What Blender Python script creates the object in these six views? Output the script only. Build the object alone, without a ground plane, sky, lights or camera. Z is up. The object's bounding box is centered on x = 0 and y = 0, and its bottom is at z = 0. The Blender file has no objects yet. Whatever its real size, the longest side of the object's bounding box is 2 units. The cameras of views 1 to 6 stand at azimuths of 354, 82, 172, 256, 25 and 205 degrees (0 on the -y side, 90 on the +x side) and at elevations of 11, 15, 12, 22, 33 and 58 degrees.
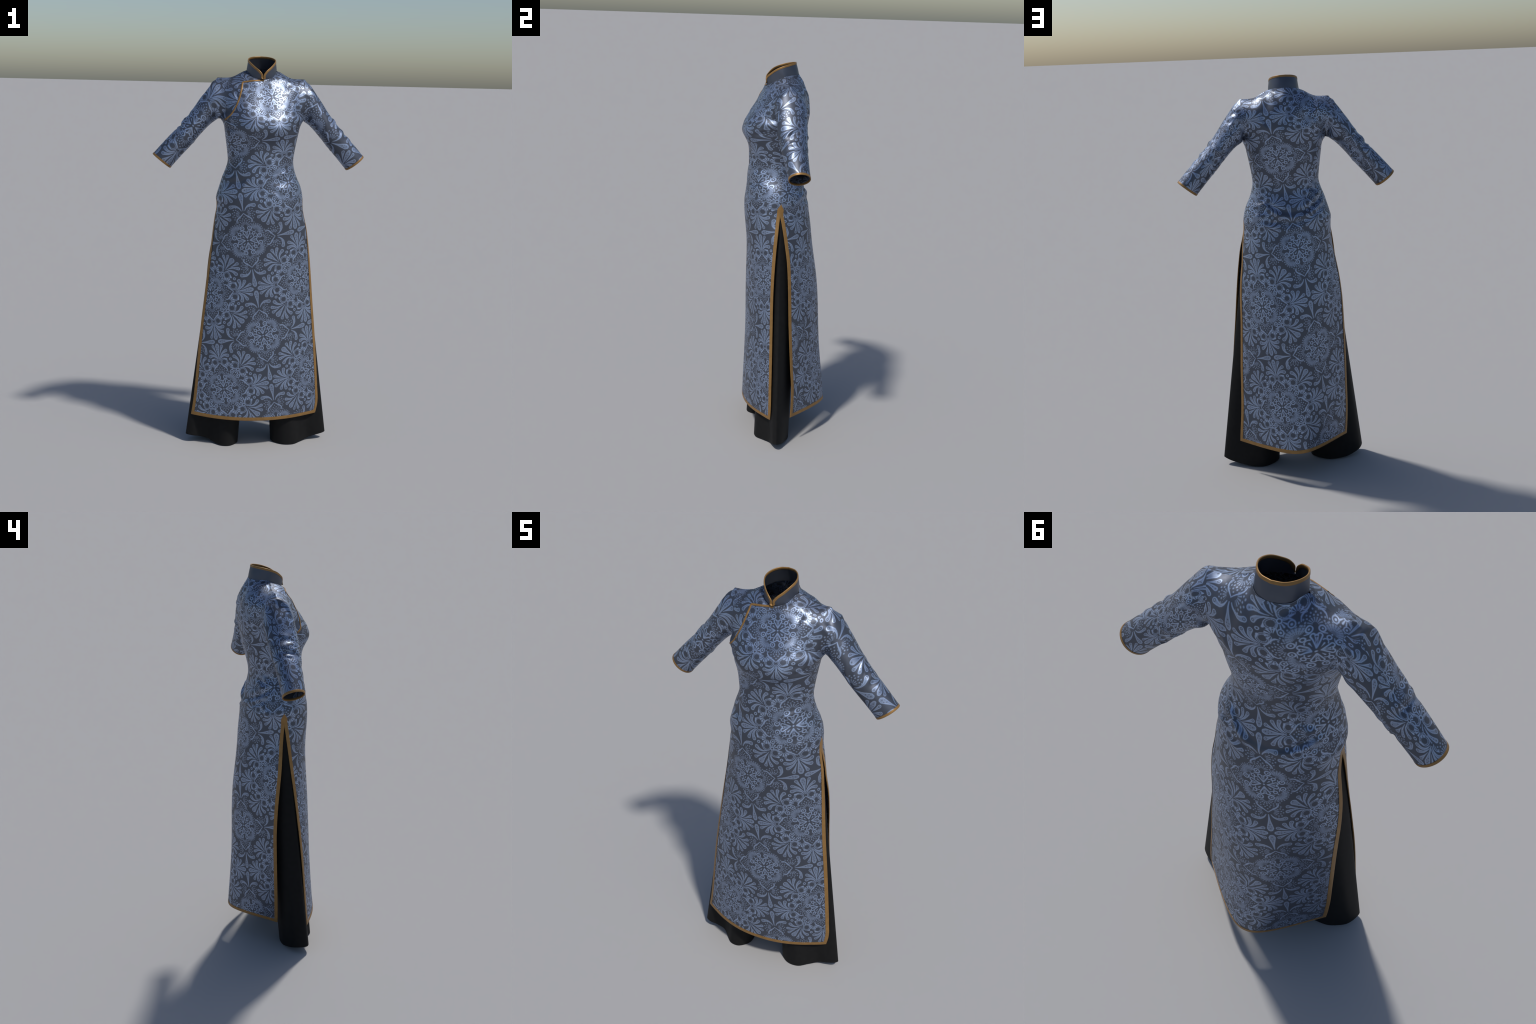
# A long silk tunic with mandarin collar and side slits, worn over black wide-leg trousers.
# Every surface is lofted from measured profiles; the brocade is a node-built distance field.
import bpy, math
import numpy as np
from mathutils.bvhtree import BVHTree
from mathutils import Vector

# ----------------------------------------------------------------- small helpers
def spline(xs, ys):
    """Monotone cubic (Fritsch-Carlson) through control points, flat-extended outside."""
    xs, ys = np.asarray(xs, float), np.asarray(ys, float)
    if xs[0] > xs[-1]:
        xs, ys = xs[::-1], ys[::-1]
    h = np.diff(xs); dl = np.diff(ys) / h
    m = np.zeros_like(ys); m[0], m[-1] = dl[0], dl[-1]
    for i in range(1, len(xs) - 1):
        if dl[i - 1] * dl[i] > 0:
            w1, w2 = 2 * h[i] + h[i - 1], h[i] + 2 * h[i - 1]
            m[i] = (w1 + w2) / (w1 / dl[i - 1] + w2 / dl[i])
    def f(x):
        x = np.clip(np.asarray(x, float), xs[0], xs[-1])
        i = np.clip(np.searchsorted(xs, x) - 1, 0, len(xs) - 2)
        t = (x - xs[i]) / h[i]
        return ((1 + 2 * t) * (1 - t) ** 2 * ys[i] + t * (1 - t) ** 2 * h[i] * m[i]
                + t * t * (3 - 2 * t) * ys[i + 1] + t * t * (t - 1) * h[i] * m[i + 1])
    return f

def catmull(points, params, out, closed=False):
    """Cubic Hermite through arrays of points (n, ..., 3) at increasing params, sampled at out."""
    P = np.asarray(points, float); s = np.asarray(params, float)
    n = len(P); T = np.zeros_like(P)
    for i in range(n):
        if closed:
            a, b = (i - 1) % n, (i + 1) % n
            T[i] = (P[b] - P[a]) / 2.0
        elif i in (0, n - 1):
            j = 0 if i == 0 else n - 2
            T[i] = (P[j + 1] - P[j]) / (s[j + 1] - s[j])
        else:
            d0 = (P[i] - P[i - 1]) / (s[i] - s[i - 1]); d1 = (P[i + 1] - P[i]) / (s[i + 1] - s[i])
            h0, h1 = s[i] - s[i - 1], s[i + 1] - s[i]
            T[i] = (d0 * h1 + d1 * h0) / (h0 + h1)
    res = []
    for x in out:
        if closed:
            k = int(math.floor(x)) % n; t = x - math.floor(x); k2 = (k + 1) % n; h = 1.0
        else:
            k = int(np.clip(np.searchsorted(s, x) - 1, 0, n - 2)); k2 = k + 1
            h = s[k2] - s[k]; t = (x - s[k]) / h
        res.append((1 + 2 * t) * (1 - t) ** 2 * P[k] + t * (1 - t) ** 2 * h * T[k]
                   + t * t * (3 - 2 * t) * P[k2] + t * t * (t - 1) * h * T[k2])
    return np.array(res)

def smooth(a, b, x):
    t = np.clip((x - a) / (b - a), 0, 1)
    return t * t * (3 - 2 * t)

def gauss(d, r):
    return np.exp(-(d / r) ** 2)

def unit(v):
    return v / (np.linalg.norm(v, axis=-1, keepdims=True) + 1e-12)

def resample(P, n):
    P = np.asarray(P, float)
    s = np.concatenate([[0], np.cumsum(np.linalg.norm(np.diff(P, axis=0), axis=1))])
    u = np.linspace(0, s[-1], n)
    return np.stack([np.interp(u, s, P[:, k]) for k in range(3)], -1)

def grid_faces(rows, cols, closed=False, base=0):
    f = []
    for i in range(rows - 1):
        for j in range(cols if closed else cols - 1):
            k = (j + 1) % cols
            f.append((base + i * cols + j, base + i * cols + k, base + (i + 1) * cols + k, base + (i + 1) * cols + j))
    return f

def grid_normals(G, closed=False):
    du = np.gradient(G, axis=1)
    if closed:
        du = (np.roll(G, -1, 1) - np.roll(G, 1, 1)) / 2
    dv = np.gradient(G, axis=0)
    return unit(np.cross(du, dv))

# ----------------------------------------------------------------- profiles of the tunic (metres)
Z_ARM = 1.690
half_left = spline([.150, .217, .417, .615, .76, .93, 1.06, 1.18, 1.262, 1.295, 1.345, 1.40, 1.445, 1.485, 1.53, 1.58, 1.63, 1.665, 1.69],
                   [.337, .327, .309, .292, .276, .257, .241, .227, .215, .219, .206, .190, .173, .164, .168, .175, .182, .188, .204])
half_right = spline([.150, .21, .39, .61, .79, .996, 1.16, 1.24, 1.295, 1.345, 1.40, 1.445, 1.485, 1.53, 1.58, 1.63, 1.665, 1.69],
                    [.321, .331, .320, .301, .283, .264, .242, .224, .222, .213, .189, .174, .168, .173, .181, .190, .196, .206])
back_left = spline([.147, .285, .558, .78, .87, 1.018, 1.158, 1.245, 1.295], [.255, .264, .263, .260, .258, .245, .221, .216, .219])
back_right = spline([.156, .38, .56, .736, .952, 1.079, 1.163, 1.245, 1.295], [.299, .283, .277, .267, .260, .244, .236, .224, .222])
front_mid = spline([.15, .35, .73, .97, 1.09, 1.19, 1.26, 1.32, 1.376, 1.436, 1.51, 1.55, 1.59, 1.62, 1.65, 1.69],
                   [-.205, -.206, -.204, -.205, -.210, -.221, -.225, -.219, -.213, -.210, -.206, -.207, -.216, -.230, -.238, -.232])
back_mid = spline([.15, .35, .54, .73, .91, 1.05, 1.15, 1.25, 1.342, 1.40, 1.465, 1.53, 1.60, 1.69],
                  [.240, .223, .206, .188, .166, .145, .131, .114, .095, .073, .058, .066, .082, .094])
seam_front_r = spline([.15, .80, 1.0, 1.12, 1.20, 1.245, 1.295, 1.40, 1.48, 1.60, 1.69], [-.099, -.098, -.090, -.080, -.071, -.066, -.062, -.060, -.065, -.072, -.075])
seam_front_l = spline([.15, .48, .664, .846, 1.005, 1.196, 1.245, 1.295, 1.40, 1.48, 1.60, 1.69], [-.095, -.092, -.086, -.076, -.065, -.053, -.050, -.050, -.056, -.064, -.072, -.075])
seam_back_y_r = spline([.15, .26, .45, .63, .81, .985, 1.115, 1.20, 1.245, 1.295], [.014, .019, .007, -.005, -.013, -.024, -.042, -.057, -.066, -.062])
seam_back_y_l = spline([.15, .48, .67, .85, 1.0, 1.19, 1.245, 1.295], [.045, .036, .029, .010, -.014, -.042, -.050, -.050])
q_front = spline([.15, .8, 1.1, 1.3, 1.69], [1.0, 1.05, 1.3, 1.9, 2.0])
q_back = spline([.15, .8, 1.1, 1.3, 1.69], [1.0, 1.15, 1.4, 1.9, 1.9])
p_back = spline([.15, .5, .9, 1.25, 1.69], [1.12, 1.25, 1.65, 2.1, 2.3])

NC = 133                                        # columns across one panel
theta = np.linspace(-math.pi / 2, math.pi / 2, NC)
T = np.sin(theta)
Z_SLIT, Z_PEAK = 1.246, 1.296

def section(z, side):
    """One horizontal row of the front (side=-1) or back (side=+1) panel at height z."""
    if side < 0:
        hl, hr, ym = half_left(z), half_right(z), front_mid(z)
        yl, yr = seam_front_l(z), seam_front_r(z); p, q = 2.2, q_front(z)
    else:
        if z < Z_PEAK:
            hl, hr, yl, yr = back_left(z), back_right(z), seam_back_y_l(z), seam_back_y_r(z)
        else:
            hl, hr = half_left(z), half_right(z); yl, yr = seam_front_l(z), seam_front_r(z)
        ym, p, q = back_mid(z), p_back(z), q_back(z)
    xc, hw = (hr - hl) / 2, (hr + hl) / 2
    x = xc + hw * T
    ye = yl + (yr - yl) * (T + 1) / 2
    at = np.abs(T)
    if side > 0:                                # the back hangs in a rounded ridge, not a cusp
        e = .22 * float(smooth(1.2, .4, z)); at = (np.sqrt(T * T + e * e) - e) / (math.sqrt(1 + e * e) - e)
    y = ye + (ym - ye) * np.clip(1 - at ** p, 0, 1) ** (1 / q)
    if side < 0:                                # bust
        for sx in (-.083, .087):
            y = y - .0135 * np.exp(-((x - sx) / .066) ** 2 - ((z - 1.640) / .050) ** 2)
    return np.stack([x, y, np.full(NC, float(z))], -1)

def mirror_row(pts):
    """Row from control points on the wearer's left half (t = 0 .. 1), mirrored to the other half."""
    pts = np.array(pts, float)
    lft = pts[::-1][:-1] * (-1, 1, 1)
    P = np.concatenate([lft, pts])
    s = np.concatenate([-np.linspace(0, 1, len(pts))[::-1][:-1], np.linspace(0, 1, len(pts))])
    return catmull(P, s, theta / (math.pi / 2))

# chest and shoulder rows: five points from the middle to the armhole
front_rows = [
    [(0, -.204, 1.735), (.055, -.204, 1.738), (.105, -.193, 1.740), (.150, -.160, 1.738), (.186, -.122, 1.735)],
    [(0, -.177, 1.780), (.052, -.175, 1.784), (.102, -.165, 1.788), (.147, -.144, 1.790), (.182, -.121, 1.788)],
    [(0, -.151, 1.828), (.048, -.149, 1.834), (.100, -.138, 1.840), (.148, -.120, 1.842), (.188, -.099, 1.842)],
    [(0, -.135, 1.864), (.046, -.126, 1.880), (.094, -.096, 1.894), (.150, -.078, 1.878), (.204, -.066, 1.873)],
    [(0, -.122, 1.885), (.050, -.100, 1.897), (.083, -.042, 1.927), (.150, -.034, 1.895), (.220, -.032, 1.891)],
]
back_rows = [
    [(0, .100, 1.735), (.055, .097, 1.738), (.105, .084, 1.740), (.155, .055, 1.738), (.198, .012, 1.735)],
    [(0, .096, 1.782), (.052, .093, 1.786), (.102, .082, 1.790), (.152, .060, 1.790), (.194, .036, 1.786)],
    [(0, .086, 1.838), (.050, .083, 1.842), (.102, .070, 1.846), (.152, .049, 1.844), (.198, .027, 1.838)],
    [(0, .065, 1.893), (.045, .056, 1.900), (.094, .026, 1.905), (.150, .008, 1.884), (.209, -.004, 1.872)],
    [(0, .042, 1.940), (.052, .020, 1.937), (.083, -.042, 1.927), (.150, -.034, 1.895), (.220, -.032, 1.891)],
]
NECK_T = .5                                      # share of the top row that is neckline

def build_panel(side):
    zs = np.array([.152, .20, .30, .42, .54, .66, .78, .90, 1.0, 1.08, 1.15, 1.20, Z_SLIT, 1.27, Z_PEAK, 1.33, 1.365, 1.40, 1.44, 1.48,
                   1.52, 1.55, 1.58, 1.605, 1.63, 1.655, 1.675, Z_ARM])
    rows = [section(z, side) for z in zs] + [mirror_row(r) for r in (front_rows if side < 0 else back_rows)]
    par = list(zs) + [Z_ARM + .045, Z_ARM + .092, Z_ARM + .145, Z_ARM + .198, Z_ARM + .245]
    out = np.concatenate([np.linspace(.152, Z_PEAK, 130, endpoint=False), np.linspace(Z_PEAK, Z_ARM, 70, endpoint=False),
                          np.linspace(Z_ARM, par[-1], 44)])
    G = catmull(np.array(rows), par, out)
    x, z = G[..., 0], G[..., 2]                  # the armhole on the wearer's left sits a little wider
    G[..., 0] = x * (1 + .045 * gauss(z - 1.715, .05) * smooth(.10, .20, x))
    return G, out

FRONT, V_PAR = build_panel(-1)
BACK, _ = build_panel(+1)
I_SLIT, I_PEAK, I_ARM = (int(np.argmin(abs(V_PAR - v))) for v in (Z_SLIT, Z_PEAK, Z_ARM))
# above the slit both panels share the seam
for j in (0, -1):
    m = (FRONT[I_SLIT:, j] + BACK[I_SLIT:, j]) / 2
    m[I_ARM - I_SLIT + 1:-1] = 0
    keep = slice(I_SLIT, I_ARM + 1)
    FRONT[keep, j] = BACK[keep, j] = m[:I_ARM - I_SLIT + 1]
    FRONT[-1, j] = BACK[-1, j] = m[-1]
seam = np.abs(theta) / (math.pi / 2) >= .5 - 1e-6
FRONT[-1, seam] = BACK[-1, seam] = (FRONT[-1, seam] + BACK[-1, seam]) / 2

def creases(U, V, rng, count, ubox, vbox, amp, width, length, lean):
    """Scattered soft creases: short ridges of random place, lean and depth on a sheet measured in metres."""
    d = np.zeros(np.broadcast(U, V).shape)
    for _ in range(count):
        u0, v0 = rng.uniform(*ubox), rng.uniform(*vbox)
        t = lean + rng.normal(0, .35); w = width * rng.uniform(.6, 1.4); l = length * rng.uniform(.5, 1.5)
        a = (U - u0) * math.cos(t) + (V - v0) * math.sin(t); b = -(U - u0) * math.sin(t) + (V - v0) * math.cos(t)
        b = b - 4.0 * a * a * rng.normal(0, 1)
        d = d + amp * rng.uniform(.3, 1.0) * (gauss(b, w) - .8 * gauss(b - 1.9 * w, w * 1.1)) * gauss(a, l)
    return d

# soft drape: folds as smooth displacement along the cloth normal
def folds(P, side):
    x, y, z = P[..., 0], P[..., 1], P[..., 2]
    d = np.zeros(x.shape)
    if side > 0:                                 # draped folds in the small of the back, a U from hip to hip
        u = z - (1.330 + 2.6 * (x + .01) ** 2)
        d += (.0068 * gauss(u + .012, .014) - .0070 * gauss(u - .014, .014)) * (.45 + .55 * smooth(.02, .09, np.abs(x))) * smooth(.20, .12, np.abs(x))
        u = z - (1.275 + 2.0 * (x - .03) ** 2)
        d += (.0018 * gauss(u + .012, .016) - .0018 * gauss(u - .016, .016)) * smooth(.17, .09, np.abs(x))
        u2 = z - (1.395 + .9 * (x - .135))
        d += (.0075 * gauss(u2, .011) - .005 * gauss(u2 + .022, .014)) * gauss(x - .135, .045)
        u3 = z - (1.405 - .7 * (x + .12))
        d += .005 * gauss(u3, .018) * gauss(x + .12, .05)
        d += .0032 * np.sin(x * 95 + 1.0) * smooth(1.80, 1.88, z) * gauss(x - .06, .06)      # pleats under the collar
        d += .003 * np.sin(x * 60 + z * 30) * smooth(1.70, 1.85, z)
        d += .004 * np.sin(z * 9 + x * 7) * smooth(1.2, .8, z)
    else:
        u = z - (1.30 + .35 * np.abs(x) + .12 * x)
        d += .0035 * gauss(u, .022) * smooth(.05, .15, np.abs(x)) - .003 * gauss(u - .05, .025) * smooth(.04, .13, np.abs(x))
        d += .003 * gauss(z - (1.42 - .5 * (x - .12)), .02) * gauss(x - .14, .05)
        d += .0025 * np.sin(x * 40 + z * 34) * gauss(z - 1.47, .07)
        d += .005 * gauss(z - 1.872 + .25 * (x - .15), .012) * gauss(x - .15, .05)           # ridge beside the shoulder
        d -= .004 * gauss(z - 1.852 + .25 * (x - .15), .012) * gauss(x - .15, .05)
        d += .003 * np.sin(z * 8 - x * 9) * smooth(1.1, .7, z)
        a = np.abs(x)                            # pulls from the armpit across the side of the bust
        d += (.0050 * gauss(z - (1.668 + .30 * (a - .17)), .009) - .0055 * gauss(z - (1.648 + .30 * (a - .17)), .010)) * gauss(a - .165, .030)
        d += .0035 * gauss(z - (1.735 - .55 * (a - .15)), .009) * gauss(a - .150, .030)
    rng = np.random.default_rng(5 if side > 0 else 8)
    for sx in (-1, 1):                           # gathers under the shoulder seam and across the flank
        d += creases(x * sx, z, rng, 7, (.13, .19), (1.76, 1.86), .0046, .008, .028, 1.0 if side < 0 else 1.3)
        d += creases(x * sx, z, rng, 8, (.07, .20), (1.28, 1.46), .0042 if side > 0 else .0032, .010, .040, -.5)
    return d

def displace(G, d, closed=False, flip=1.0, hold=None):
    N = grid_normals(G, closed) * flip
    if hold is not None:
        d = d * hold
    return G + N * d[..., None]

edge_hold = smooth(0, .22, 1 - np.abs(T))[None, :] * np.ones((len(V_PAR), 1))
edge_hold *= smooth(len(V_PAR) - 1, len(V_PAR) - 8, np.arange(len(V_PAR)))[:, None]
FRONT = displace(FRONT, folds(FRONT, -1), flip=1.0, hold=edge_hold)
BACK = displace(BACK, folds(BACK, +1), flip=-1.0, hold=edge_hold)

# ----------------------------------------------------------------- sleeves
stations = [  # top x,z | bottom x,z | front y, back y
    (.243, 1.866, .215, 1.688, -.110, .042),
    (.293, 1.803, .250, 1.662, -.108, .046),
    (.354, 1.716, .299, 1.612, -.104, .042),
    (.409, 1.650, .345, 1.557, -.096, .036),
    (.471, 1.584, .396, 1.501, -.084, .033),
    (.540, 1.507, .452, 1.437, -.072, .034),
]
NS = 96

def sleeve(sign):
    j = -1 if sign > 0 else 0
    f = resample(FRONT[I_ARM:, j][::-1], NS // 2 + 1)          # shoulder tip down to the armpit, front
    b = resample(BACK[I_ARM:, j], NS // 2 + 1)                 # armpit up to the tip, back
    loop = np.concatenate([f, b[1:-1]])
    phi = np.arange(NS) * 2 * math.pi / NS
    rings = [loop]
    for k, (tx, tz, bx, bz, yf, yb) in enumerate(stations):
        c = np.array([(tx + bx) / 2 * sign, (yf + yb) / 2, (tz + bz) / 2])
        up = np.array([(tx - bx) / 2 * sign, 0, (tz - bz) / 2])
        hy = (yf - yb) / 2
        rings.append(c + np.cos(phi)[:, None] * up + np.sin(phi)[:, None] * np.array([0, hy, 0]))
    cen = np.array([r.mean(0) for r in rings])
    par = np.concatenate([[0], np.cumsum(np.linalg.norm(np.diff(cen, axis=0), axis=1))]); L = par[-1]
    w = np.concatenate([[0, .006, .012], np.linspace(.02, L, 74)])
    G = catmull(np.array(rings), par, w)
    W = w[:, None]; ph = ((phi + math.pi) % (2 * math.pi) - math.pi)[None, :]
    U = ph * .062
    rng = np.random.default_rng(11 if sign > 0 else 23)
    d = creases(U, W, rng, 9, (-.10, .10), (.02, .09), .0042, .009, .030, 1.15)                 # gathers at the sleeve head
    d = d + creases(U, W, rng, 10, (-.16, .05), (.19, .31), .0046, .0095, .036, .25)            # bunching at the elbow, outer and back
    d = d + creases(U, W, rng, 6, (-.19, .19), (.10, .34), .0032, .010, .045, .5)
    top = gauss(ph - .25, .7)
    d = d - .0015 * gauss(W - .016, .008) * top + .0015 * gauss(W - .038, .012) * top
    d = d * smooth(0, .012, W) * smooth(L, L - .03, W)
    return displace(G, d, closed=True, flip=1.0 if sign > 0 else -1.0)

SLEEVE_L, SLEEVE_R = sleeve(+1), sleeve(-1)

# ----------------------------------------------------------------- trousers
def leg(sign):
    if sign > 0:
        hem = [(.087, -.085, 0), (.104, -.128, .0), (.148, -.158, .0), (.200, -.156, .0), (.242, -.124, .003), (.284, -.097, .012), (.330, -.092, .024),
               (.368, -.085, .033), (.381, -.066, .036), (.345, -.034, .024), (.280, -.002, .010), (.228, .018, .002), (.177, .022, 0), (.125, -.008, 0), (.096, -.045, 0)]
    else:
        hem = [(.088, -.085, 0), (.098, -.128, .0), (.135, -.163, .0), (.180, -.160, .0), (.216, -.128, .006), (.248, -.103, .018), (.290, -.100, .029),
               (.335, -.102, .036), (.364, -.079, .038), (.338, -.020, .030), (.285, .010, .015), (.238, .020, .006), (.173, .014, 0), (.124, -.015, 0), (.097, -.050, 0)]
    hem = np.array(hem) * (sign, 1, 1)
    n = 120
    low = catmull(hem, range(len(hem)), np.arange(n) * len(hem) / n, closed=True)
    # match: inner -> front -> outer -> back, outer corner sits at 8/15 of the loop
    frac = np.arange(n) / n
    ang = np.interp(frac, [0, 4 / 15, 8 / 15, 12 / 15, 1], [0, .5 * math.pi, math.pi, 1.5 * math.pi, 2 * math.pi])
    def ring(outer, ry, z):
        rx = (outer - .004) / 2
        sy = np.sin(ang); sy = np.sign(sy) * np.abs(sy) ** 1.4
        return np.stack([sign * (.004 + rx) - sign * rx * np.cos(ang), -.060 - np.where(sy > 0, ry, ry * 1.45) * sy, np.full(n, z)], -1)
    # straight flare from the hip to the hem, tucked in under the tunic above the slits
    hip, waist = ring(.2225 if sign > 0 else .2145, .084, 1.225), ring(.190, .074, 1.32)
    k = np.linspace(0, 1, 50)[:, None, None]
    G = low[None] * (1 - k) + hip[None] * k
    k = np.linspace(0, 1, 9)[1:, None, None]
    return np.concatenate([G, hip[None] * (1 - k) + waist[None] * k])

LEG_L, LEG_R = leg(+1), leg(-1)

# ----------------------------------------------------------------- node material toolkit
class Nodes:
    def __init__(self, tree):
        self.t = tree
    def new(self, kind, **props):
        n = self.t.nodes.new(kind)
        for k, v in props.items():
            setattr(n, k, v)
        return n
    def put(self, sock, v):
        if isinstance(v, bpy.types.NodeSocket):
            self.t.links.new(v, sock)
        else:
            sock.default_value = v
    def m(self, op, a, b=None, c=None, clamp=False):
        n = self.new("ShaderNodeMath", operation=op)
        for i, v in enumerate((a, b, c)):
            if v is not None:
                self.put(n.inputs[i], v)
        return self.clamp(n.outputs[0]) if clamp else n.outputs[0]
    def clamp(self, a):
        n = self.new("ShaderNodeClamp"); self.put(n.inputs[0], a)
        return n.outputs[0]
    def v(self, op, a, b=None, scale=None):
        n = self.new("ShaderNodeVectorMath", operation=op)
        self.put(n.inputs[0], a)
        if b is not None:
            self.put(n.inputs[1], b)
        if scale is not None:
            self.put(n.inputs["Scale"], scale)
        return n.outputs["Value"] if op in ("DOT_PRODUCT", "LENGTH", "DISTANCE") else n.outputs[0]
    def xyz(self, x, y, z=0.0):
        n = self.new("ShaderNodeCombineXYZ")
        for i, v in enumerate((x, y, z)):
            self.put(n.inputs[i], v)
        return n.outputs[0]
    def step(self, d, w=.006, lo=1.0, hi=0.0):
        n = self.new("ShaderNodeMapRange", interpolation_type="SMOOTHSTEP")
        self.put(n.inputs["Value"], d)
        n.inputs["From Min"].default_value, n.inputs["From Max"].default_value = -w, w
        n.inputs["To Min"].default_value, n.inputs["To Max"].default_value = lo, hi
        return n.outputs[0]
    # --- distance primitives in the plane
    def dot_at(self, p, c, r):
        return self.m("SUBTRACT", self.v("DISTANCE", p, (*c, 0)), r)
    def ring(self, p, c, r, w):
        return self.m("SUBTRACT", self.m("ABSOLUTE", self.dot_at(p, c, r)), w)
    def drop(self, p, a, b, ra, rb, belly=False):
        ax, ay = a; bx, by = b
        ab = np.array([bx - ax, by - ay]); l2 = float(ab @ ab)
        pa = self.v("SUBTRACT", p, (ax, ay, 0))
        t = self.clamp(self.v("DOT_PRODUCT", pa, (float(ab[0]) / l2, float(ab[1]) / l2, 0)))
        d = self.v("DISTANCE", pa, self.v("SCALE", (float(ab[0]), float(ab[1]), 0), scale=t))
        if belly:                                   # thin tail, full head
            t = self.m("POWER", t, 1.7)
        return self.m("SUBTRACT", self.m("MULTIPLY_ADD", t, ra - rb, d), ra)
    def path(self, p, pts, radii):
        d = None
        if len(pts) > 2:                            # round the bends with a spline through the points
            k = np.linspace(0, len(pts) - 1, 2 * len(pts) - 1)
            P = catmull(np.array([(*p_, r_) for p_, r_ in zip(pts, radii)]), range(len(pts)), k)
            pts, radii = [(float(a), float(b)) for a, b, _ in P], [float(c) for *_, c in P]
        for (a, b, ra, rb) in zip(pts[:-1], pts[1:], radii[:-1], radii[1:]):
            d = self.union(d, self.drop(p, a, b, ra, rb))
        return d
    def union(self, a, b):
        return b if a is None else self.m("MINIMUM", a, b)
    def fan(self, p, c, direction, step, limit, r0, r1, w, dots=()):
        """Rays spread round a direction, with rows of dots beyond them."""
        dx, dy = direction
        q = self.v("SUBTRACT", p, (*c, 0))
        lx = self.v("DOT_PRODUCT", q, (dx, dy, 0)); ly = self.v("DOT_PRODUCT", q, (-dy, dx, 0))
        ang = self.m("ABSOLUTE", self.m("ARCTAN2", ly, lx))
        rho = self.v("LENGTH", q)
        out = self.m("MULTIPLY", self.m("SUBTRACT", ang, limit), .15)
        pp = self.m("MULTIPLY", self.m("PINGPONG", ang, step / 2), rho)
        taper = self.m("MULTIPLY_ADD", rho, -w / r1, pp)
        d = self.m("MAXIMUM", taper, self.m("SUBTRACT", self.m("ABSOLUTE", self.m("SUBTRACT", rho, (r0 + r1) / 2)), (r1 - r0) / 2))
        for k, (rd, rr) in enumerate(dots):
            a2 = pp if k % 2 == 0 else self.m("SUBTRACT", self.m("MULTIPLY", rho, step / 2), pp)
            d = self.m("MINIMUM", d, self.m("SUBTRACT", self.v("LENGTH", self.xyz(a2, self.m("SUBTRACT", rho, rd))), rr))
        return self.m("MAXIMUM", d, out)

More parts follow.
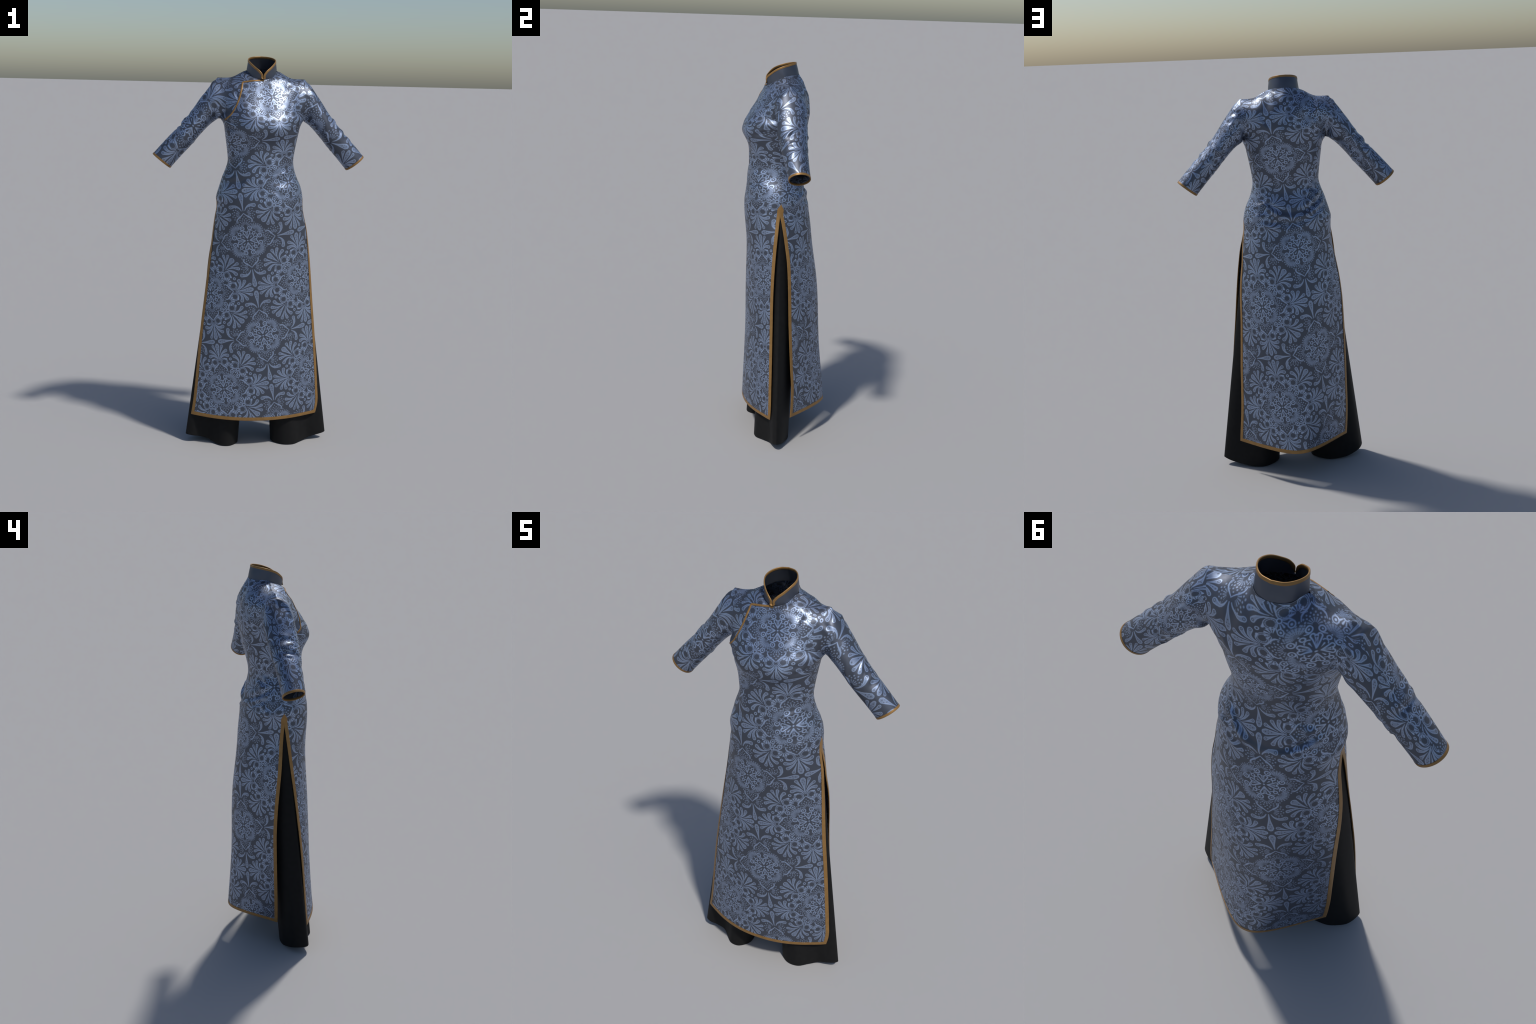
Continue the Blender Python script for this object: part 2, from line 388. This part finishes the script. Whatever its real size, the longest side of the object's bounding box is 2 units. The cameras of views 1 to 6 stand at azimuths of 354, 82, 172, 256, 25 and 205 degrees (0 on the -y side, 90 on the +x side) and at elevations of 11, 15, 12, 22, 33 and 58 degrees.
def damask_group():
    """Brocade ornament: u, v in units of half a repeat -> tone 0..1. Two medallions alternate on a square lattice;
    one is wrapped in curls and palmettes, the other stands clear."""
    g = bpy.data.node_groups.new("brocade_ornament", "ShaderNodeTree")
    g.interface.new_socket("UV", in_out="INPUT", socket_type="NodeSocketVector")
    g.interface.new_socket("Tone", in_out="OUTPUT", socket_type="NodeSocketFloat")
    N = Nodes(g)
    gi, go = N.new("NodeGroupInput"), N.new("NodeGroupOutput")
    sp = N.new("ShaderNodeSeparateXYZ"); N.put(sp.inputs[0], gi.outputs[0])
    fx, fy = (N.m("PINGPONG", sp.outputs[i], 1.0) for i in (0, 1))
    x, y = N.m("MAXIMUM", fx, fy), N.m("MINIMUM", fx, fy)
    A = N.xyz(x, y)                                            # clear medallion frame
    bx, by = N.m("SUBTRACT", 1.0, y), N.m("SUBTRACT", 1.0, x)
    B = N.xyz(bx, by)                                          # wrapped medallion frame
    isb = N.m("GREATER_THAN", N.m("ADD", x, y), 1.0)
    mix = N.new("ShaderNodeMix", data_type="VECTOR")
    N.put(mix.inputs[0], isb); N.put(mix.inputs[4], A); N.put(mix.inputs[5], B)
    q = mix.outputs[1]
    # ---- filled petals: shared
    f = N.path(q, [(.605, 0), (.735, 0), (.895, 0), (.935, 0)], [.005, .016, .046, .018])
    # ---- around the clear medallion
    f = N.union(f, N.path(A, [(.606, .034), (.662, .066), (.706, .136), (.694, .226)], [.005, .011, .021, .036]))
    # ---- palmettes and leaves round the wrapped medallion
    f = N.union(f, N.drop(B, (.440, .440), (.622, .622), .003, .052, belly=True))
    f = N.union(f, N.drop(B, (.585, .497), (.716, .552), .004, .031, belly=True))
    f = N.union(f, N.path(B, [(.480, .445), (.610, .478), (.728, .449)], [.003, .014, .031]))
    f = N.union(f, N.path(B, [(.430, .398), (.535, .425), (.615, .398), (.664, .346)], [.003, .011, .022, .034]))
    f = N.union(f, N.path(B, [(.600, .016), (.668, .058), (.710, .130), (.696, .205)], [.003, .011, .023, .034]))
    f = N.union(f, N.path(B, [(.640, .010), (.752, .092), (.803, .182)], [.003, .016, .032]))
    f = N.union(f, N.drop(B, (.725, .030), (.900, .106), .003, .030, belly=True))
    core = N.new("ShaderNodeMapRange"); N.put(core.inputs["Value"], f)
    core.inputs["From Min"].default_value, core.inputs["From Max"].default_value = -.017, -.007
    core.inputs["To Min"].default_value, core.inputs["To Max"].default_value = .60, 1.0
    # ---- strong tone, shared by both medallions
    d = N.dot_at(q, (0, 0), .015)
    heart = N.union(N.drop(q, (.048, 0), (.166, .041), .010, .034), N.drop(q, (.052, 0), (.142, 0), .008, .038))
    d = N.union(d, N.m("SUBTRACT", N.m("ABSOLUTE", N.m("ADD", heart, .008)), .0100))
    d = N.union(d, N.drop(q, (.108, 0), (.142, .012), .002, .009))
    d = N.union(d, N.drop(q, (.050, .050), (.080, .080), .003, .012))
    arc = N.m("MAXIMUM", N.ring(q, (.088, .088), .038, .008), N.m("SUBTRACT", .185, N.v("DOT_PRODUCT", q, (1, 1, 0))))
    d = N.union(d, arc)
    d = N.union(d, N.ring(q, (.140, .140), .026, .009))
    d = N.union(d, N.dot_at(q, (.176, .176), .011))
    d = N.union(d, N.ring(q, (.250, .074), .038, .0100))
    d = N.union(d, N.dot_at(q, (.250, .078), .013))
    d = N.union(d, N.path(q, [(.216, .056), (.200, .085), (.196, .125)], [.010, .009, .006]))
    d = N.union(d, N.path(q, [(.556, 0), (.505, .052), (.455, .118), (.410, .150), (.365, .152)], [.006, .010, .012, .010, .006]))
    # ---- curls, ring, star and flower round the wrapped medallion
    d = N.union(d, N.ring(B, (.376, .376), .027, .009))
    d = N.union(d, N.drop(B, (.350, .350), (.318, .318), .006, .013))
    d = N.union(d, N.drop(B, (.366, .334), (.352, .294), .005, .011))
    d = N.union(d, N.ring(B, (.352, .246), .037, .008))
    d = N.union(d, N.dot_at(B, (.350, .246), .015))
    d = N.union(d, N.path(B, [(.388, .235), (.408, .290), (.400, .345)], [.008, .008, .005]))
    for c, h0, h1 in (((.566, .112), (.640, .098), (.622, .166)), ((.468, .334), (.545, .342), (.552, .290))):
        d = N.union(d, N.ring(B, c, .078, .006))
        d = N.union(d, N.drop(B, h0, h1, .006, .019))
    d = N.union(d, N.ring(B, (.615, .255), .021, .008))
    d = N.union(d, N.fan(B, (.446, .188), (.97, .24), math.radians(30), math.radians(100), .028, .104, .016))
    # ---- dark seeds inside petals
    k = N.dot_at(q, (.905, 0), .011)
    for c, r in (((.862, .020), .009), ((.815, 0), .010)):
        k = N.union(k, N.dot_at(q, c, r))
    k = N.union(k, N.ring(A, (.694, .228), .017, .005))
    for c, r in (((.640, .640), .012), ((.596, .618), .010), ((.560, .560), .010), ((.724, .449), .009), ((.680, .462), .008), ((.640, .472), .006)):
        k = N.union(k, N.dot_at(B, c, r))
    for c in ((.716, .552), (.664, .346), (.696, .205), (.803, .182), (.900, .106)):
        k = N.union(k, N.ring(B, c, .015, .005))
    # ---- faint tone: scalloped blossoms, dotted fans, dotted crescents
    s = N.fan(q, (.300, 0), (1, 0), math.radians(24), math.radians(92), .034, .092, .0085, dots=((.118, .011), (.150, .011), (.186, .010)))
    s = N.union(s, N.fan(A, (.536, .052), (0, 1), math.radians(24), math.radians(68), .036, .098, .009, dots=((.128, .011), (.160, .011))))
    for c in ((.566, .112), (.468, .334)):
        s = N.union(s, N.fan(B, c, (1, 0), math.radians(26), 9.0, .050, .062, .011))
    blossom = N.fan(q, (.184, .184), (.7071, .7071), math.radians(18), math.radians(105), .040, .122, .015, dots=((.140, .011),))
    s2 = N.union(blossom, N.ring(q, (.184, .184), .080, .007))
    s2 = N.m("MAXIMUM", s2, N.m("SUBTRACT", .37, N.v("DOT_PRODUCT", q, (1, 1, 0))))
    leaf = N.m("MULTIPLY", N.m("MULTIPLY", N.step(f, .008), core.outputs[0]), .90)
    strong = N.m("MULTIPLY", N.m("MAXIMUM", N.step(N.m("ADD", d, .0015), .008), leaf), N.step(k, .005, 0.25, 1.0))
    faint = N.m("MULTIPLY", N.step(s, .008), .72)
    faint = N.m("MAXIMUM", faint, N.m("MULTIPLY", N.step(s2, .008), .64))
    haze = N.m("MAXIMUM", N.dot_at(q, (.190, .190), .112), N.m("SUBTRACT", .37, N.v("DOT_PRODUCT", q, (1, 1, 0))))
    faint = N.m("MAXIMUM", faint, N.m("MULTIPLY", N.step(haze, .010), .24))
    N.put(go.inputs[0], N.m("MAXIMUM", strong, faint))
    return g

ORNAMENT = damask_group()
CLOTH_DARK, CLOTH_BLUE = (.088, .099, .128, 1), (.342, .428, .605, 1)
SILK = dict(metallic=.80, rough_dark=.49, rough_blue=.43)

def lattice(N, u, v, anchor, repeat, tilt, odd=False):
    """Turn cloth metres into lattice units: anchor is the centre of a clear medallion."""
    c, s = math.cos(tilt), math.sin(tilt); k = 2.0 / repeat
    du, dv = N.m("SUBTRACT", u, anchor[0]), N.m("SUBTRACT", v, anchor[1])
    a = N.m("ADD", N.m("MULTIPLY", du, c * k), N.m("MULTIPLY", dv, s * k))
    b = N.m("ADD", N.m("MULTIPLY", du, -s * k), N.m("MULTIPLY", dv, c * k))
    if odd:
        a, b = N.m("ADD", a, 1.0), N.m("ADD", b, 1.0)
    return N.xyz(a, b)

def silk_material(name, mapping):
    mat = bpy.data.materials.new(name); mat.use_nodes = True
    N = Nodes(mat.node_tree)
    bsdf = mat.node_tree.nodes["Principled BSDF"]
    tc = N.new("ShaderNodeTexCoord")
    sep = N.new("ShaderNodeSeparateXYZ"); N.put(sep.inputs[0], tc.outputs["Object"])
    uv = mapping(N, *sep.outputs[:3])
    grp = N.new("ShaderNodeGroup"); grp.node_tree = ORNAMENT
    N.put(grp.inputs[0], uv)
    tone = grp.outputs[0]
    noise = N.new("ShaderNodeTexNoise"); N.put(noise.inputs["Vector"], tc.outputs["Object"])
    noise.inputs["Scale"].default_value = 14.0; noise.inputs["Detail"].default_value = 3.0
    wear = N.m("MULTIPLY_ADD", noise.outputs["Fac"], .30, .85)
    mix = N.new("ShaderNodeMix", data_type="RGBA")
    N.put(mix.inputs[0], N.m("MULTIPLY", tone, wear, clamp=True))
    mix.inputs[6].default_value, mix.inputs[7].default_value = CLOTH_DARK, CLOTH_BLUE
    N.put(bsdf.inputs["Base Color"], mix.outputs[2])
    N.put(bsdf.inputs["Roughness"], N.m("MULTIPLY_ADD", tone, SILK["rough_blue"] - SILK["rough_dark"], SILK["rough_dark"]))
    bsdf.inputs["Metallic"].default_value = SILK["metallic"]
    wv = N.new("ShaderNodeTexNoise"); N.put(wv.inputs["Vector"], tc.outputs["Object"])
    wv.inputs["Scale"].default_value = 55.0; wv.inputs["Detail"].default_value = 2.0
    bump = N.new("ShaderNodeBump"); bump.inputs["Strength"].default_value = .10; bump.inputs["Distance"].default_value = .004
    N.put(bump.inputs["Height"], wv.outputs["Fac"])
    N.put(bsdf.inputs["Normal"], bump.outputs[0])
    return mat

def curve_of(N, value, pts, lo, hi, scale):
    """Piecewise-linear function of a value from a colour ramp (grey), points (value, result)."""
    r = N.new("ShaderNodeValToRGB")
    span = pts[-1][0] - pts[0][0]
    mr = N.new("ShaderNodeMapRange"); N.put(mr.inputs["Value"], value)
    mr.inputs["From Min"].default_value, mr.inputs["From Max"].default_value = pts[0][0], pts[-1][0]
    N.put(r.inputs[0], mr.outputs[0])
    e = r.color_ramp.elements
    for i, (a, b) in enumerate(pts):
        t = (a - pts[0][0]) / span
        el = e[0] if i == 0 else (e[1] if i == len(pts) - 1 else e.new(t))
        el.position = t
        g = (b - lo) / (hi - lo); el.color = (g, g, g, 1)
    return N.m("MULTIPLY_ADD", r.outputs[0], (hi - lo), lo)

def girth(N, x, dy):
    """Cloth distance from the middle of a panel: sideways run and depth joined by a soft-cornered norm."""
    a = N.m("POWER", N.m("ABSOLUTE", x), 1.35); b = N.m("POWER", N.m("MULTIPLY", dy, .86), 1.35)
    return N.m("POWER", N.m("ADD", a, b), 1 / 1.35)

def map_front(N, x, y, z):
    yc = curve_of(N, z, [(.15, -.206), (1.0, -.207), (1.26, -.228), (1.5, -.215), (1.65, -.250), (1.89, -.122)], -.26, 0, 1)
    dy = N.m("MULTIPLY", N.m("MAXIMUM", N.m("SUBTRACT", y, yc), 0.0), N.m("MULTIPLY", N.m("ABSOLUTE", x), 10.0, clamp=True))
    u = girth(N, x, dy)
    u = N.m("MULTIPLY", u, N.m("SIGN", x))
    v = N.m("MULTIPLY_ADD", N.m("MAXIMUM", N.m("SUBTRACT", z, 1.5), 0.0), .25, z)
    top = N.m("MULTIPLY", N.m("MAXIMUM", N.m("ADD", y, .100), 0.0), N.m("MULTIPLY", N.m("SUBTRACT", z, 1.81), 18.0, clamp=True))
    v = N.m("MULTIPLY_ADD", top, .8, v)
    return lattice(N, u, v, (-.067, 1.096), .50, math.radians(10.3))

def map_back(N, x, y, z):
    yc = curve_of(N, z, [(.15, .236), (.54, .206), (1.05, .147), (1.25, .12), (1.465, .06), (1.69, .10), (1.80, .108), (1.94, .042)], 0, .25, 1)
    dy = N.m("MULTIPLY", N.m("MAXIMUM", N.m("SUBTRACT", yc, y), 0.0), N.m("MULTIPLY", N.m("ABSOLUTE", x), 10.0, clamp=True))
    u = girth(N, x, dy)
    u = N.m("MULTIPLY", u, N.m("MULTIPLY", N.m("SIGN", x), -1.0))
    v = N.m("MULTIPLY_ADD", N.m("MAXIMUM", N.m("SUBTRACT", z, 1.17), 0.0), .13, z)
    v = N.m("MULTIPLY_ADD", N.m("MAXIMUM", N.m("SUBTRACT", z, 1.6), 0.0), .15, v)
    top = N.m("MULTIPLY", N.m("MAXIMUM", N.m("SUBTRACT", .03, y), 0.0), N.m("MULTIPLY", N.m("SUBTRACT", z, 1.81), 18.0, clamp=True))
    v = N.m("MULTIPLY_ADD", top, .6, v)
    return lattice(N, u, v, (.021, 1.17), .505, math.radians(9.3))

def map_sleeve(sign, front, back):
    """Two-piece sleeve, seamed on top and underneath: each piece has its own grain (anchor, tilt, odd)."""
    ax = np.array([.265 * sign, .02, -.31]); ax /= np.linalg.norm(ax)
    o = np.array([.235 * sign, -.030, 1.785])
    n1 = np.cross(ax, (0, 1, 0)); n1 = n1 / np.linalg.norm(n1)
    if n1[2] < 0:
        n1 = -n1
    def f(N, x, y, z):
        p = N.v("SUBTRACT", N.xyz(x, y, z), tuple(o))
        along = N.v("DOT_PRODUCT", p, tuple(ax))
        upw = N.v("DOT_PRODUCT", p, tuple(n1))
        side = N.m("MULTIPLY", y, -1.0)
        a = N.m("ARCTAN2", side, upw)                           # 0 on top, the wrap closes underneath
        r = N.m("MULTIPLY_ADD", along, -.05, .082)
        around = N.m("MULTIPLY", a, r)
        one, two = (lattice(N, around, along, g[0], .50, math.radians(g[1]), odd=g[2]) for g in (front, back))
        mix = N.new("ShaderNodeMix", data_type="VECTOR")
        N.put(mix.inputs[0], N.m("GREATER_THAN", a, 0.0)); N.put(mix.inputs[4], two); N.put(mix.inputs[5], one)
        return mix.outputs[1]
    return f

MAT_FRONT = silk_material("brocade_front", map_front)
MAT_BACK = silk_material("brocade_back", map_back)
MAT_SL = silk_material("brocade_sleeve_left", map_sleeve(+1, ((.222, .108), 32.7, False), ((-.136, .076), 0, True)))
MAT_SR = silk_material("brocade_sleeve_right", map_sleeve(-1, ((.119, .165), -3, True), ((-.235, .200), 56, False)))

def plain_material(name, color, rough, metallic, grain=.12, scale=60.0, bump=.05, spec=.5):
    mat = bpy.data.materials.new(name); mat.use_nodes = True
    N = Nodes(mat.node_tree); bsdf = mat.node_tree.nodes["Principled BSDF"]
    tc = N.new("ShaderNodeTexCoord")
    no = N.new("ShaderNodeTexNoise"); N.put(no.inputs["Vector"], tc.outputs["Object"])
    no.inputs["Scale"].default_value = scale; no.inputs["Detail"].default_value = 3
    ramp = N.new("ShaderNodeValToRGB"); N.put(ramp.inputs[0], no.outputs["Fac"])
    for el, k, pos in zip(ramp.color_ramp.elements, (1 - grain, 1 + grain), (.3, .7)):
        el.position = pos; el.color = (*(c * k for c in color), 1)
    N.put(bsdf.inputs["Base Color"], ramp.outputs[0])
    bsdf.inputs["Roughness"].default_value = rough; bsdf.inputs["Metallic"].default_value = metallic
    bsdf.inputs["Specular IOR Level"].default_value = spec
    b = N.new("ShaderNodeBump"); b.inputs["Strength"].default_value = bump; b.inputs["Distance"].default_value = .003
    N.put(b.inputs["Height"], no.outputs["Fac"]); N.put(bsdf.inputs["Normal"], b.outputs[0])
    return mat

MAT_COLLAR = plain_material("plain_slate_silk", (.088, .100, .130), .44, .80, .04, 30)
MAT_GOLD = plain_material("gold_satin_binding", (.275, .150, .046), .44, .40, .10, 45)
MAT_BLACK = plain_material("black_crepe", (.0095, .0095, .0098), .60, 0.0, .12, 40, spec=.12)

# ----------------------------------------------------------------- mesh output
scene_col = bpy.context.scene.collection
def empty(name, label, category):
    o = bpy.data.objects.new(name, None); o.empty_display_size = .1
    scene_col.objects.link(o); o["label"], o["category"] = label, category
    return o

def mesh_object(name, verts, faces, mat, parent, normals=None):
    me = bpy.data.meshes.new(name)
    me.from_pydata([tuple(map(float, v)) for v in verts], [], faces)
    me.polygons.foreach_set("use_smooth", [True] * len(me.polygons))
    me.materials.append(mat)
    if normals is not None:
        me.normals_split_custom_set_from_vertices([tuple(map(float, n)) for n in normals])
    me.update()
    o = bpy.data.objects.new(name, me); scene_col.objects.link(o); o.parent = parent
    return o

def shell_object(name, G, normals, mat, parent, closed=False, thick=.0022, flip=False, open_edges=True):
    """Cloth sheet with a lining: the outer grid, an inner copy, closed round its free border."""
    R, C = G.shape[:2]; n = R * C
    V = np.concatenate([G.reshape(-1, 3), (G - normals * thick).reshape(-1, 3)])
    NN = np.concatenate([normals.reshape(-1, 3), -normals.reshape(-1, 3)])
    fo = grid_faces(R, C, closed)
    if flip:
        fo = [f[::-1] for f in fo]
    fi = [tuple(i + n for i in f[::-1]) for f in fo]
    return mesh_object(name, V, fo + fi, mat, parent, NN)

def weld_normals(pieces):
    """One set of vertex normals for several grids that meet: sum over coincident border points."""
    acc = {}
    key = lambda p: tuple(np.round(p, 5))
    sums = []
    for G, N in pieces:
        sums.append(N.copy())
    for (G, _), N in zip(pieces, sums):
        R, C = G.shape[:2]
        for i in range(R):
            for j in (0, C - 1):
                acc.setdefault(key(G[i, j]), []).append(N[i, j])
    for (G, _), N in zip(pieces, sums):
        R, C = G.shape[:2]
        for i in range(R):
            for j in (0, C - 1):
                v = acc[key(G[i, j])]
                if len(v) > 1:
                    N[i, j] = unit(np.sum(v, 0))
    return sums

dress = empty("long_tunic_dress", "long blue brocade silk tunic with mandarin collar and gold edges", "dress")
trousers = empty("wide_leg_trousers", "plain black wide flowing trousers worn beneath", "trousers")

n_front = grid_normals(FRONT)
n_back = -grid_normals(BACK)
n_front, n_back = weld_normals([(FRONT, n_front), (BACK, n_back)])
def nearest(P, Q):
    return np.argmin(((P[:, None] - Q[None]) ** 2).sum(-1), 1)
sleeve_normals = {}
for sgn, G in ((1, SLEEVE_L), (-1, SLEEVE_R)):
    nn = grid_normals(G, True) * (1 if sgn > 0 else -1)
    j = -1 if sgn > 0 else 0
    E = np.concatenate([FRONT[I_ARM:, j], BACK[I_ARM:, j]]); EN = np.concatenate([n_front[I_ARM:, j], n_back[I_ARM:, j]])
    s0 = nn[0].copy()
    avg_s = unit(s0 + EN[nearest(G[0], E)])
    for k, w in enumerate((1.0, .66, .33)):
        nn[k] = unit(nn[k] * (1 - w) + avg_s * w)
    for PG, PN in ((FRONT, n_front), (BACK, n_back)):
        avg_e = unit(PN[I_ARM:, j] + s0[nearest(PG[I_ARM:, j], G[0])])
        for k, w in enumerate((1.0, .8, .6, .4, .2)):
            c = j - k if sgn > 0 else j + k
            PN[I_ARM:, c] = unit(PN[I_ARM:, c] * (1 - w) + avg_e * w)
    sleeve_normals[sgn] = nn
front_obj = shell_object("front_panel", FRONT, n_front, MAT_FRONT, dress)
back_obj = shell_object("back_panel", BACK, n_back, MAT_BACK, dress, flip=True)
for sgn, G, mat in ((1, SLEEVE_L, MAT_SL), (-1, SLEEVE_R, MAT_SR)):
    nn = sleeve_normals[sgn]
    so = shell_object("sleeve", G, nn, mat, dress, closed=True, flip=sgn < 0)
    # cuff binding
    if sgn > 0: cuff_l = (G, nn, so)
    else: cuff_r = (G, nn, so)
for G, s in ((LEG_L, 1), (LEG_R, -1)):
    nn = grid_normals(G, True)
    c = G.mean(1, keepdims=True)
    fl = np.sum(nn * (G - c)) < 0
    if fl: nn = -nn
    shell_object("trouser_leg", G, nn, MAT_BLACK, trousers, closed=True, thick=.003, flip=fl)

# ----------------------------------------------------------------- bindings and collar
def binding(name, edge, inward, normal, width, mat, parent, t=.0011, under=.0022, closed=False, taper=None):
    """Folded strip that wraps an edge: outer face, rounded lip, turned-in back."""
    edge, inward, normal = np.asarray(edge), np.asarray(inward), unit(np.asarray(normal))
    n = len(edge); w = np.full(n, width) if taper is None else width * np.asarray(taper)
    prof = [(1.0, .0, .0002), (1.0, 0, t * .8), (.9, 0, t), (.1, 0, t), (0, .0004, t * .8), (0, .0014, 0), (0, .0014, -under), (0, .0004, -under - t * .7), (.1, 0, -under - t), (.85, 0, -under - t), (1.0, 0, -under - t * .6), (1.0, 0, -under - .0002)]
    rows = []
    for a, o, h in prof:
        rows.append(edge + inward * (w[:, None] * a) - unit(inward) * o + normal * h)
    G = np.stack(rows, 0)
    f = grid_faces(len(prof), n, closed)
    ob = mesh_object(name, G.reshape(-1, 3), f, mat, parent)
    import bmesh
    bm = bmesh.new(); bm.from_mesh(ob.data); bmesh.ops.recalc_face_normals(bm, faces=bm.faces); bm.to_mesh(ob.data); bm.free()
    ob.data.set_sharp_from_angle(angle=math.radians(50))
    return ob

TRIM = .0165
def panel_binding(G, N, owner):
    """Runs down one slit edge, along the hem and up the other edge, mitred at the corners."""
    I = I_PEAK
    def dirs(j):
        k = 1 if j == 0 else -1
        col = G[:I + 1, j]
        tang = unit(np.gradient(col, axis=0))
        inn = G[:I + 1, j + 6 * k] - col
        inn = inn - np.sum(inn * tang, -1, keepdims=True) * tang
        return col, unit(inn)
    cl, il = dirs(0); cr, ir = dirs(G.shape[1] - 1)
    hem = G[0]; th = unit(np.gradient(hem, axis=0)); ih = G[8] - hem
    ih = unit(ih - np.sum(ih * th, -1, keepdims=True) * th)
    hem_i = ih.copy(); hem_i[0] = ih[0] + il[0]; hem_i[-1] = ih[-1] + ir[-1 * 0]
    hem_i[-1] = ih[-1] + ir[0]
    run = lambda P: np.concatenate([[0], np.cumsum(np.linalg.norm(np.diff(P, axis=0), axis=1))])
    a, b, c = run(cl), run(hem), run(cr)         # leave the two corner squares to a clean mitre
    kl, kr = (a == 0) | (a > TRIM * 1.02), c > TRIM * 1.02
    kh = ((b > TRIM * 1.02) & (b < b[-1] - TRIM * 1.02)) | (b == b[-1])
    il = il.copy(); il[0] = hem_i[0]
    edge = np.concatenate([cl[kl][::-1], hem[kh], cr[kr]])
    inw = np.concatenate([il[kl][::-1], hem_i[kh], ir[kr]])
    nor = np.concatenate([N[:I + 1, 0][kl][::-1], N[0][kh], N[:I + 1, -1][kr]])
    zz = edge[:, 2]
    tap = np.where(zz > Z_SLIT + .025, np.clip((Z_PEAK - zz) / (Z_PEAK - Z_SLIT - .025), .05, 1), 1.0)
    return binding("binding", edge, inw, nor, TRIM, MAT_GOLD, owner, taper=tap)

panel_binding(FRONT, n_front, front_obj)
panel_binding(BACK, n_back, back_obj)
for G, nn, so in (cuff_l, cuff_r):
    e = G[-1]; inn = unit(G[-3] - e)
    binding("binding", e, inn, nn[-1], .0095, MAT_GOLD, so, closed=True)

# collar: a standing band, open in a small V at the throat
M = 90
half = NC // 2
jn = [j for j in range(half, NC) if theta[j] / (math.pi / 2) <= NECK_T + 1e-6]
neck_f = FRONT[-1, jn]; neck_b = BACK[-1, jn]
base = np.concatenate([neck_f, neck_b[::-1][1:]])                 # throat -> side -> nape
base = resample(base, M)
for _ in range(40):                              # ease the corner at the shoulder seam
    base[1:-1] = (base[:-2] + 2 * base[1:-1] + base[2:]) / 4
top_ctrl = np.array([(.0015, -.1235, 1.890), (.0035, -.1290, 1.908), (.0150, -.1270, 1.924), (.0380, -.1110, 1.944), (.0600, -.0830, 1.966),
                     (.0690, -.0480, 1.981), (.0580, -.0110, 1.992), (.0330, .0160, 1.998), (0, .0250, 2.0)])
tt = catmull(top_ctrl, np.concatenate([[0], np.cumsum(np.linalg.norm(np.diff(top_ctrl, axis=0), axis=1))]), np.linspace(0, np.sum(np.linalg.norm(np.diff(top_ctrl, axis=0), axis=1)), 400))
top = resample(tt, M)
# line up the sides: more of the top curve is spent at the throat
s = np.linspace(0, 1, M)
lo_n = 14
def collar_half():
    rows = []
    for k in np.linspace(-.07, 1, lo_n):
        r = base * (1 - k) + top * k
        out = np.array([0, -.045, 0]); 
        d = r - (np.array([0, -.045, 0]) + np.array([0, 0, 1]) * r[:, 2:3]); d[:, 2] = 0
        r = r + unit(d) * (.001 * math.sin(math.pi * k)) * (k > 0)
        rows.append(r)
    return np.array(rows)
CH = collar_half()
rgt = CH
# run from the throat on the wearer's left round the nape to the throat on the right
C = np.concatenate([rgt, (CH * np.array((-1, 1, 1)))[:, ::-1][:, 1:]], 1)
cn = grid_normals(C)
cc = np.array([0, -.045, 1.94])
if np.sum(cn * (C - cc)) < 0: cn = -cn; cflip = True
else: cflip = False
for _ in range(12):
    cn[:, 1:-1] = unit(cn[:, :-2] + 2 * cn[:, 1:-1] + cn[:, 2:])
collar = shell_object("collar", C, cn, MAT_COLLAR, dress, thick=.0020, flip=cflip)
edge = C[-1]; inn = C[-4] - edge
te = unit(np.gradient(edge, axis=0)); inn = unit(inn - np.sum(inn * te, -1, keepdims=True) * te)
binding("binding", edge, inn, cn[-1], .0088, MAT_GOLD, collar, t=.0014, under=.0020)

# piping of the overlap: throat -> under the collar -> down to the armpit, laid on the front
bvh = BVHTree.FromPolygons([tuple(v) for v in FRONT.reshape(-1, 3)], grid_faces(*FRONT.shape[:2]))
pipe = [(.004, 1.8815), (-.030, 1.8805), (-.066, 1.8765), (-.1005, 1.8705)]
pipe2 = [(-.1005, 1.8705), (-.107, 1.836), (-.118, 1.795), (-.137, 1.750), (-.160, 1.712), (-.186, 1.688)]
def on_front(x, z):
    hit = bvh.ray_cast(Vector((x, -1, z)), Vector((0, 1, 0)))
    return hit[0], hit[1]
def piping(pts, width):
    P = np.array([(a, 0, b) for a, b in pts]); ss = np.concatenate([[0], np.cumsum(np.linalg.norm(np.diff(P, axis=0), axis=1))])
    P = catmull(P, ss, np.linspace(0, ss[-1], 60))
    rows_c, rows_n = [], []
    for p in P:
        h, nr = on_front(p[0], p[2])
        if h is None: continue
        nr = np.array(nr); nr = nr if nr[1] < 0 else -nr
        rows_c.append(np.array(h)); rows_n.append(nr)
    Cc, Nn = np.array(rows_c), np.array(rows_n)
    tg = unit(np.gradient(Cc, axis=0)); sd = unit(np.cross(Nn, tg))
    G = np.stack([Cc + sd * (width / 2 * a) + Nn * h for a, h in ((-1, -.0004), (-1, .0012), (-.7, .0020), (0, .0023), (.7, .0020), (1, .0012), (1, -.0004))], 0)
    return G
pa, pb = piping(pipe, .0088), piping(pipe2, .0088)
V = np.concatenate([pa.reshape(-1, 3), pb.reshape(-1, 3)])
F = grid_faces(7, pa.shape[1]) + grid_faces(7, pb.shape[1], base=pa.shape[0] * pa.shape[1])
pp = mesh_object("piping", V, F, MAT_GOLD, front_obj)
import bmesh
bm = bmesh.new(); bm.from_mesh(pp.data); bmesh.ops.recalc_face_normals(bm, faces=bm.faces); bm.to_mesh(pp.data); bm.free()
